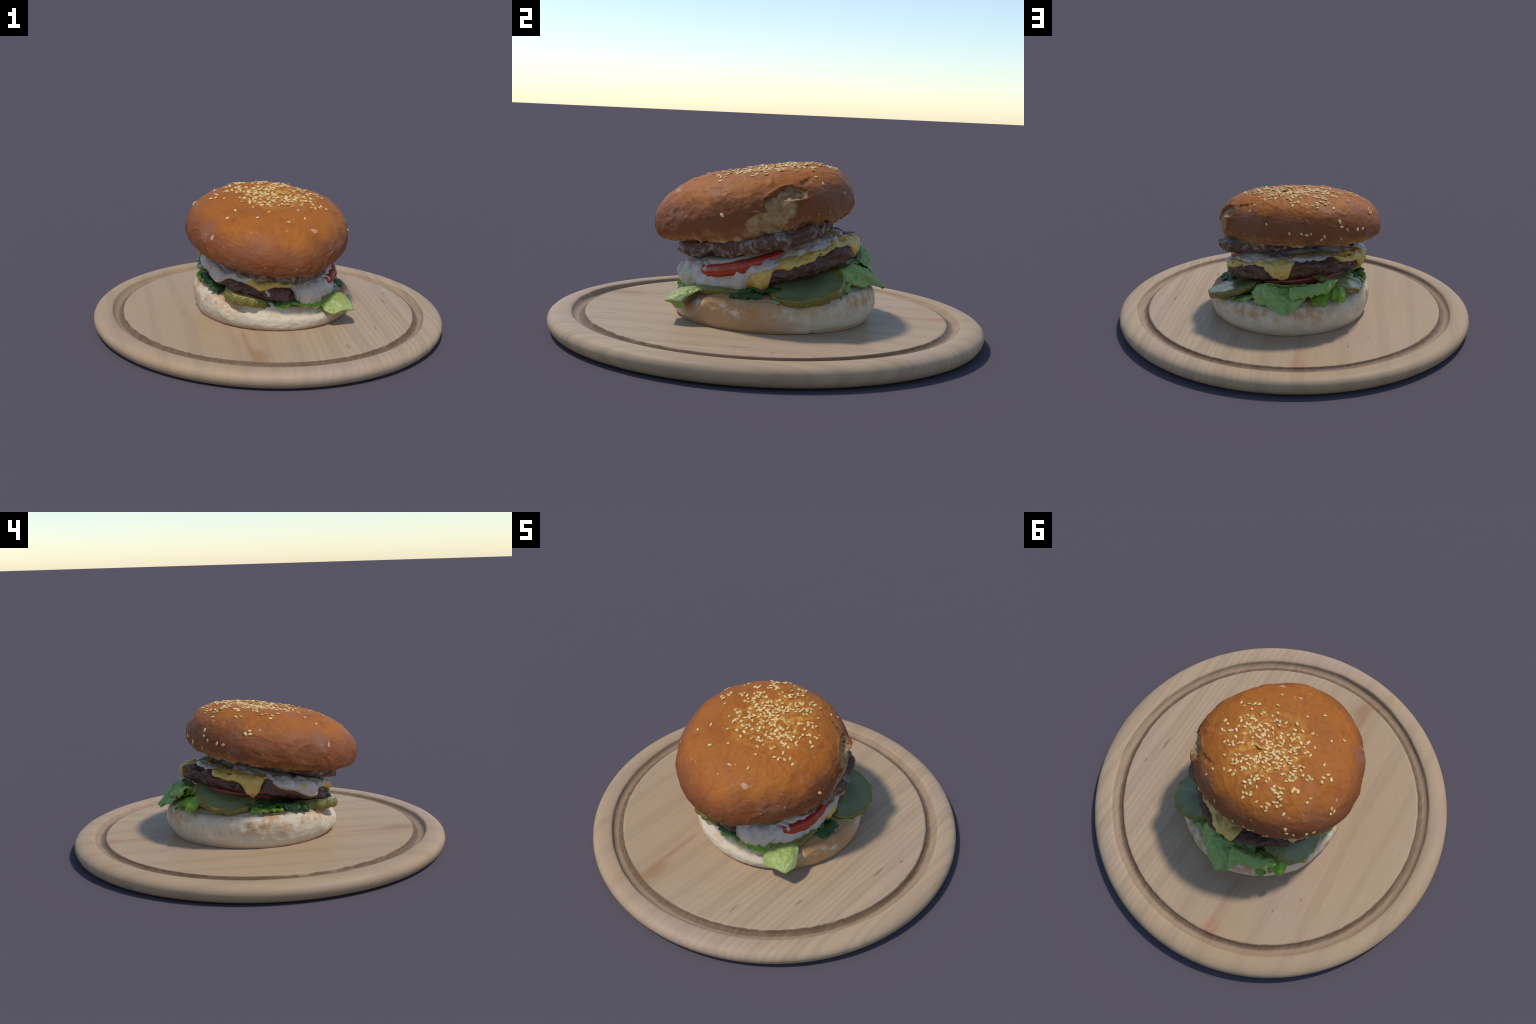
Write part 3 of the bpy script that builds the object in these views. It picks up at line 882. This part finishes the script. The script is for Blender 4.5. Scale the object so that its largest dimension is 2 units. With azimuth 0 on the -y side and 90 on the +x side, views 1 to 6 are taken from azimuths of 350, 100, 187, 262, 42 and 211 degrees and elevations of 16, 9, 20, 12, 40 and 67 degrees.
    # dark frills at the front, on either side of the front pickle
    build_leaf([[pol(-96, .34, .235), pol(-84, .34, .235), pol(-72, .34, .235), pol(-60, .34, .23), pol(-50, .34, .23)],
                [pol(-94, .385, .222), pol(-84, .385, .238), pol(-72, .388, .236), pol(-61, .395, .222), pol(-52, .40, .215)],
                [pol(-92, .405, .208), pol(-83, .402, .226), pol(-73, .415, .222), pol(-62, .425, .202), pol(-54, .42, .195)]],
               LEAF_BRIGHT, th=.006, ruffle=.007, freq=3.5, seed=17, jag=.012)
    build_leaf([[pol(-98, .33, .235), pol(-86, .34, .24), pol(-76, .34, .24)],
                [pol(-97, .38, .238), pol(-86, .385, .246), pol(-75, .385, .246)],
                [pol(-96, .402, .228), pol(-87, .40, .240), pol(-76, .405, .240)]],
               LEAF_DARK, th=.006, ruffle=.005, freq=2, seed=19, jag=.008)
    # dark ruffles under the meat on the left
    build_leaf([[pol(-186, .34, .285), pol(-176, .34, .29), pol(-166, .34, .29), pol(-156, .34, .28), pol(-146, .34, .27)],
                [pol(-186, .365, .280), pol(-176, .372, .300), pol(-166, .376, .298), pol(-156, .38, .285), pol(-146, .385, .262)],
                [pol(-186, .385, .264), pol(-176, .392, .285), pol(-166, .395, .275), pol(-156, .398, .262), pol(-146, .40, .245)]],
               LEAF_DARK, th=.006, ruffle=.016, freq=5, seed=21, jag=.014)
    build_leaf([[pol(166, .35, .285), pol(174, .36, .285), pol(182, .36, .28), pol(190, .36, .275)],
                [pol(166, .40, .280), pol(174, .405, .286), pol(182, .40, .284), pol(190, .39, .278)],
                [pol(167, .405, .266), pol(174, .408, .270), pol(182, .40, .270), pol(190, .39, .266)]],
               LEAF_BRIGHT, th=.006, ruffle=.008, freq=3, seed=23, jag=.012)
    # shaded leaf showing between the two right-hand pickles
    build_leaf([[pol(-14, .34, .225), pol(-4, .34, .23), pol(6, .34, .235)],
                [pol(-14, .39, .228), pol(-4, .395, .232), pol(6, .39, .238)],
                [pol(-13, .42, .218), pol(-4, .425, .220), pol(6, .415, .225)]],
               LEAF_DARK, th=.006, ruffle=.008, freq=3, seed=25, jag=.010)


# ------------------------------------------------------------------ top bun
BUN = dict(c=(-0.026, -0.067, 0.552), tilt=(-0.011, 0.190), r=0.457, top=0.217, foot=0.093, qt=0.867, qb=0.594)


def bun_frame():
    n = Vector((-BUN["tilt"][0], -BUN["tilt"][1], 1)).normalized()
    ex = Vector((1, 0, BUN["tilt"][0])).normalized()
    return Matrix((ex, n.cross(ex), n)).transposed()


def torn_depth(P):
    """how deep inside the torn patch each local point is (0 outside .. 1)"""
    wob = 0.30 * fnoise(P, 16, 3, 31)
    best = np.full(len(P), 9.0)
    for c, r in TORN[:3]:
        best = np.minimum(best, np.linalg.norm((P - np.array(c)) / np.array(r), axis=1))
    notch = np.min([np.linalg.norm((P - np.array(c)) / np.array(r), axis=1) for c, r in TORN[3:]], axis=0)
    return best + wob, notch + wob


def build_top_bun():
    nc, nr = 400, 200
    az = np.linspace(0, TAU, nc, endpoint=False)
    t = np.linspace(-0.985, 0.985, nr)
    A, T = np.meshgrid(az, t)
    R = BUN["r"] * (1 - .008 * np.cos(2 * A) - .017 * np.sin(2 * A) + .002 * np.cos(3 * A) + .017 * np.sin(3 * A))
    ca, sa = np.cos(T * math.pi / 2), np.abs(np.sin(T * math.pi / 2))
    q = np.where(T > 0, BUN["qt"], BUN["qb"])
    h = np.where(T > 0, BUN["top"], BUN["foot"]) * sa**q
    x = R * ca**q * np.cos(A)
    y = R * ca**q * np.sin(A)
    sc = np.where(T > 0, 1 + .044 * x + .085 * y, 1 + .395 * x + .222 * y)
    P = np.stack([x, y, np.sign(T) * h * sc], -1).reshape(-1, 3)
    d = P / np.array([1, 1, .5])
    d /= np.linalg.norm(d, axis=1)[:, None]
    # hand-shaped dough: broad dents, then finer puckers
    P = P + d * (0.007 * fnoise(P, 3.6, 2, 41) + 0.0036 * fnoise(P, 10, 4, 42) + 0.0016 * fnoise(P, 40, 2, 43) - 0.0025 * smooth(.0, .09, np.abs(snoise(P / np.array([1, 1, 2.2]), 7, 46))) + .0025)[:, None]
    # the crown is sunken, the front left is fuller, the front right and the back foot are pulled in
    rc = np.hypot(P[:, 0] - .03, P[:, 1] - .08)
    P[:, 2] -= 0.034 * np.exp(-(rc / .205) ** 2) * (P[:, 2] > 0)
    for c, s, k in (((-.17, -.22, .19), .12, .016), ((.27, -.31, .02), .15, -.010), ((.37, -.25, 0), .12, -.009), ((.17, -.43, -.03), .09, .009), ((-.12, .43, -.05), .12, -.010),
                    ((-.28, .05, .16), .12, .010), ((0, .44, .06), .11, .003), ((.43, -.08, 0), .13, -.006)):
        P += d * (k * np.exp(-(np.linalg.norm(P - np.array(c), axis=1) / s) ** 2))[:, None]
    # ragged foot
    foot = smooth(-0.030, -0.075, P[:, 2]) * smooth(.33, .40, np.hypot(P[:, 0], P[:, 1]))
    P[:, 2] += foot * 0.018 * fnoise(P, 15, 3, 44)
    # shallow wrinkles and puckers on the front right
    for c, s, k in (((.313, -.263, .113), .030, -.008), ((.331, -.298, .064), .022, -.007), ((.391, -.217, .053), .018, -.008), ((.28, -.30, .10), .05, .006),
                    ((.185, -.308, .151), .022, .006), ((.37, -.25, .03), .03, .006), ((.25, -.33, .06), .03, -.006), ((.10, -.40, .02), .05, .004), ((-.30, -.33, .02), .05, .004)):
        P += d * (k * np.exp(-(np.linalg.norm(P - np.array(c), axis=1) / s) ** 2))[:, None]
    # torn crust
    f, notch = torn_depth(P)
    hollow = smooth(1.02, 0.82, f)
    deep = 0.006 + 0.018 * smooth(.02, .08, P[:, 2])
    P -= d * (hollow * deep * (1 + 0.9 * fnoise(P, 24, 3, 33)))[:, None]
    P -= d * (0.009 * smooth(1.15, 0.6, notch))[:, None]
    lip = np.exp(-((f - 1.10) / .09) ** 2) * smooth(-.03, .03, P[:, 2])
    P += d * (lip * (0.0045 + 0.006 * fnoise(P, 18, 2, 35)))[:, None]
    # a flap of crust curling out of the patch, and the bulging crumb at the foot below it
    flap = np.exp(-(np.linalg.norm((P - np.array([.372, .262, .050])) / np.array([.05, .05, .012]), axis=1)) ** 2)
    P += d * (0.016 * flap)[:, None]
    crumb = np.exp(-(np.linalg.norm((P - np.array([.361, .168, -.082])) / np.array([.06, .06, .03]), axis=1)) ** 2)
    P += d * (0.010 * crumb)[:, None]
    V = np.concatenate([P, [[0, 0, -BUN["foot"]], [0, 0, P[-nc:, 2].mean()]]])
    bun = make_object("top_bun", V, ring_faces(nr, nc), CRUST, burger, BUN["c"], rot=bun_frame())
    return bun


def seed_mesh():
    n, mr = 14, 9
    V, F = [], []
    for i in range(mr):
        s = (i + 0.5) / mr
        L = -math.cos(math.pi * s)
        w = math.sin(math.pi * s) ** 0.8 * (1 - 0.34 * L)         # teardrop: blunt one end, pointed the other
        for j in range(n):
            q = TAU * j / n
            V.append((L * 0.0105, w * math.cos(q) * 0.0066, w * math.sin(q) * 0.0032 + 0.0010))
    for i in range(mr - 1):
        for j in range(n):
            k = (j + 1) % n
            F.append((i * n + j, i * n + k, (i + 1) * n + k, (i + 1) * n + j))
    F.append(tuple(range(n))[::-1])
    F.append(tuple((mr - 1) * n + j for j in range(n)))
    me = bpy.data.meshes.new("sesame_seed")
    me.from_pydata(V, [], F)
    me.materials.append(SEED)
    me.polygons.foreach_set("use_smooth", [True] * len(me.polygons))
    me.update()
    return me


# where handfuls of seed landed on the crown, in the bun's frame: x, y, how many, how widely scattered
HANDFULS = ((-.388, .181, 1, 0), (-.286, .088, 4, .027), (-.261, -.17, 1, 0), (-.249, .031, 1, 0), (-.24, .139, 1, 0), (-.236, .25, 2, .028),
            (-.212, -.117, 1, 0), (-.209, .349, 1, 0), (-.195, .148, 6, .025), (-.189, .228, 5, .024), (-.162, .299, 6, .02), (-.159, -.028, 1, 0),
            (-.151, .114, 3, .016), (-.147, .255, 1, 0), (-.14, .17, 10, .025), (-.135, .342, 6, .03), (-.118, .007, 11, .028), (-.116, .388, 3, .019),
            (-.108, -.231, 1, 0), (-.097, .288, 8, .03), (-.086, .108, 9, .028), (-.082, -.055, 6, .03), (-.07, .046, 5, .02), (-.066, .157, 7, .022),
            (-.066, .372, 1, 0), (-.04, -.174, 1, 0), (-.032, .203, 7, .025), (-.024, -.034, 9, .03), (-.015, .259, 3, .016), (-.007, .113, 22, .034),
            (-.005, .054, 11, .026), (-.004, .315, 5, .027), (.004, .37, 5, .018), (.009, .005, 1, 0), (.012, .178, 7, .022), (.048, .244, 3, .021),
            (.052, .075, 6, .02), (.053, .154, 2, .008), (.057, -.053, 4, .02), (.059, .004, 6, .026), (.059, .288, 8, .03), (.064, .2, 5, .022),
            (.097, .043, 8, .022), (.102, -.08, 3, .012), (.111, .091, 3, .022), (.114, .307, 3, .014), (.127, .237, 11, .032), (.13, -.166, 2, .027),
            (.14, -.018, 9, .033), (.141, .057, 6, .02), (.161, .14, 1, 0), (.164, -.076, 1, 0), (.164, .308, 1, 0), (.184, .036, 3, .01),
            (.2, -.015, 4, .016), (.206, .124, 1, 0), (.212, .182, 8, .027), (.214, -.102, 4, .022), (.217, .322, 1, 0), (.219, .077, 4, .023),
            (.237, .022, 3, .022), (.269, -.081, 3, .018), (.285, .12, 4, .024), (.311, .066, 1, 0))
# strays on the flanks: azimuth, height above the equator
STRAYS = ((72, .039), (96, -.006), (100, -.008), (102.5, -.004), (110, -.034), (123, -.031), (122, .057), (123, .028), (128, .012), (136, .013),
          (153, .092), (-8.5, .036), (55, .133), (88, -.006), (140, .013), (156, .094), (112, -.02))


def build_seeds(bun):
    me = bun.data
    top = kdtree.KDTree(len(me.vertices))
    flatd = kdtree.KDTree(len(me.vertices))
    for i, v in enumerate(me.vertices):
        top.insert(v.co, i)
        flatd.insert(Vector((v.co.x, v.co.y, 0)) if v.co.z > 0.01 else Vector((9, 9, 9)), i)
    top.balance()
    flatd.balance()
    mesh = seed_mesh()
    M = bun.matrix_world
    spots = []
    for x, y, n, s in HANDFULS:
        n = n if n < 6 else round(n * .86)
        for k in range(n):
            for _ in range(12):                       # keep seeds from sitting inside one another
                p = (x + rng.normal(0, s * .85), y + rng.normal(0, s * .85)) if n > 1 else (x, y)
                if n == 1 or all((p[0] - q[0]) ** 2 + (p[1] - q[1]) ** 2 > .0115**2 for q in spots):
                    break
            spots.append(p)
    idx = [flatd.find(Vector((p[0], p[1], 0)))[1] for p in spots]
    for a, z in STRAYS:
        idx.append(top.find(Vector((.455 * math.cos(math.radians(a)), .455 * math.sin(math.radians(a)), z)))[1])
    first = None
    for n, i in enumerate(idx):
        v = me.vertices[i]
        ob = bpy.data.objects.new("sesame_seed", mesh)
        bpy.context.scene.collection.objects.link(ob)
        nrm = v.normal.copy()
        tilt = Vector((rng.normal(0, .16), rng.normal(0, .16), rng.normal(0, .05)))
        nrm = (nrm + tilt).normalized()
        q = nrm.to_track_quat("Z", "Y")
        spin = Matrix.Rotation(rng.uniform(0, TAU), 4, "Z")
        s = float(rng.uniform(.86, 1.15))
        L = Matrix.Translation(v.co + v.normal * 0.0012) @ q.to_matrix().to_4x4() @ spin @ Matrix.Diagonal((s, s * float(rng.uniform(.88, 1.1)), s, 1))
        ob.parent = bun
        ob.matrix_local = L
    # a curl of torn crust standing up among the seeds
    V, F = [], []
    nu, nv = 16, 8
    base = me.vertices[flatd.find(Vector((.082, .113, 0)))[1]].co
    for i in range(nv):
        for j in range(nu):
            u, w = j / (nu - 1), i / (nv - 1)
            p = Vector(((u - .5) * .056, (w - .5) * .022 + .010 * math.sin(u * 5), .004 + .010 * math.sin(u * math.pi) * (0.4 + w)))
            p += Vector((0, 0, 1)) * .006 * noise.fractal(p * 60, .6, 2, 3)
            V.append(p)
    k = nu * nv
    V = V + [p - Vector((0, 0, .007)) for p in V]
    for i in range(nv - 1):
        for j in range(nu - 1):
            f = (i * nu + j, i * nu + j + 1, (i + 1) * nu + j + 1, (i + 1) * nu + j)
            F += [f, tuple(k + t for t in f[::-1])]
    rim = list(range(nu)) + [i * nu + nu - 1 for i in range(1, nv)] + [(nv - 1) * nu + j for j in range(nu - 2, -1, -1)] + [i * nu for i in range(nv - 2, 0, -1)]
    F += [(b, a, k + a, k + b) for a, b in zip(rim, rim[1:] + rim[:1])]
    me2 = bpy.data.meshes.new("crust_flake")
    me2.from_pydata([tuple(p) for p in V], [], F)
    mm = Mat("crust_flake", .5, .3)
    me2.materials.append(mm.done(mm.mix(mm.noise(40, 3), (.42, .19, .03), (.62, .36, .09))))
    me2.polygons.foreach_set("use_smooth", [True] * len(me2.polygons))
    fl = bpy.data.objects.new("crust_flake", me2)
    bpy.context.scene.collection.objects.link(fl)
    fl.parent = bun
    fl.matrix_local = Matrix.Translation(base) @ Matrix.Rotation(math.radians(20), 4, "Z")


build_board()
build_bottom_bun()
build_lettuce()
build_tomato((-0.03, 0.10, 0.302), 0.256, 0.044, (-0.13, 0.19), TOMATO_DARK, 3)
build_patty(LOW, LOW_R, MEAT, 1, 0.030)
build_cheese()
build_sauce()
build_tomato((0.132, -0.062, 0.364), 0.240, 0.056, (-0.10, 0.27), TOMATO, 7)
build_smear()
build_patty(UP, UP_R, MEAT_FAT, 6, 0.028)
build_pickle((0.290, 0.220, 0.264), 0.168, 0.031, (-0.31, 0.138), PICKLE, 1, bow=0.02)
build_pickle((-0.240, 0.200, 0.338), 0.165, 0.030, (0.416, 0.064), PICKLE, 5)
build_pickle((-0.160, -0.258, 0.232), 0.138, 0.050, (-0.26, -0.08), PICKLE_WARM, 9)
build_pickle((0.205, -0.140, 0.232), 0.165, 0.034, (0.0, 0.02), PICKLE, 12)
bun = build_top_bun()
build_seeds(bun)
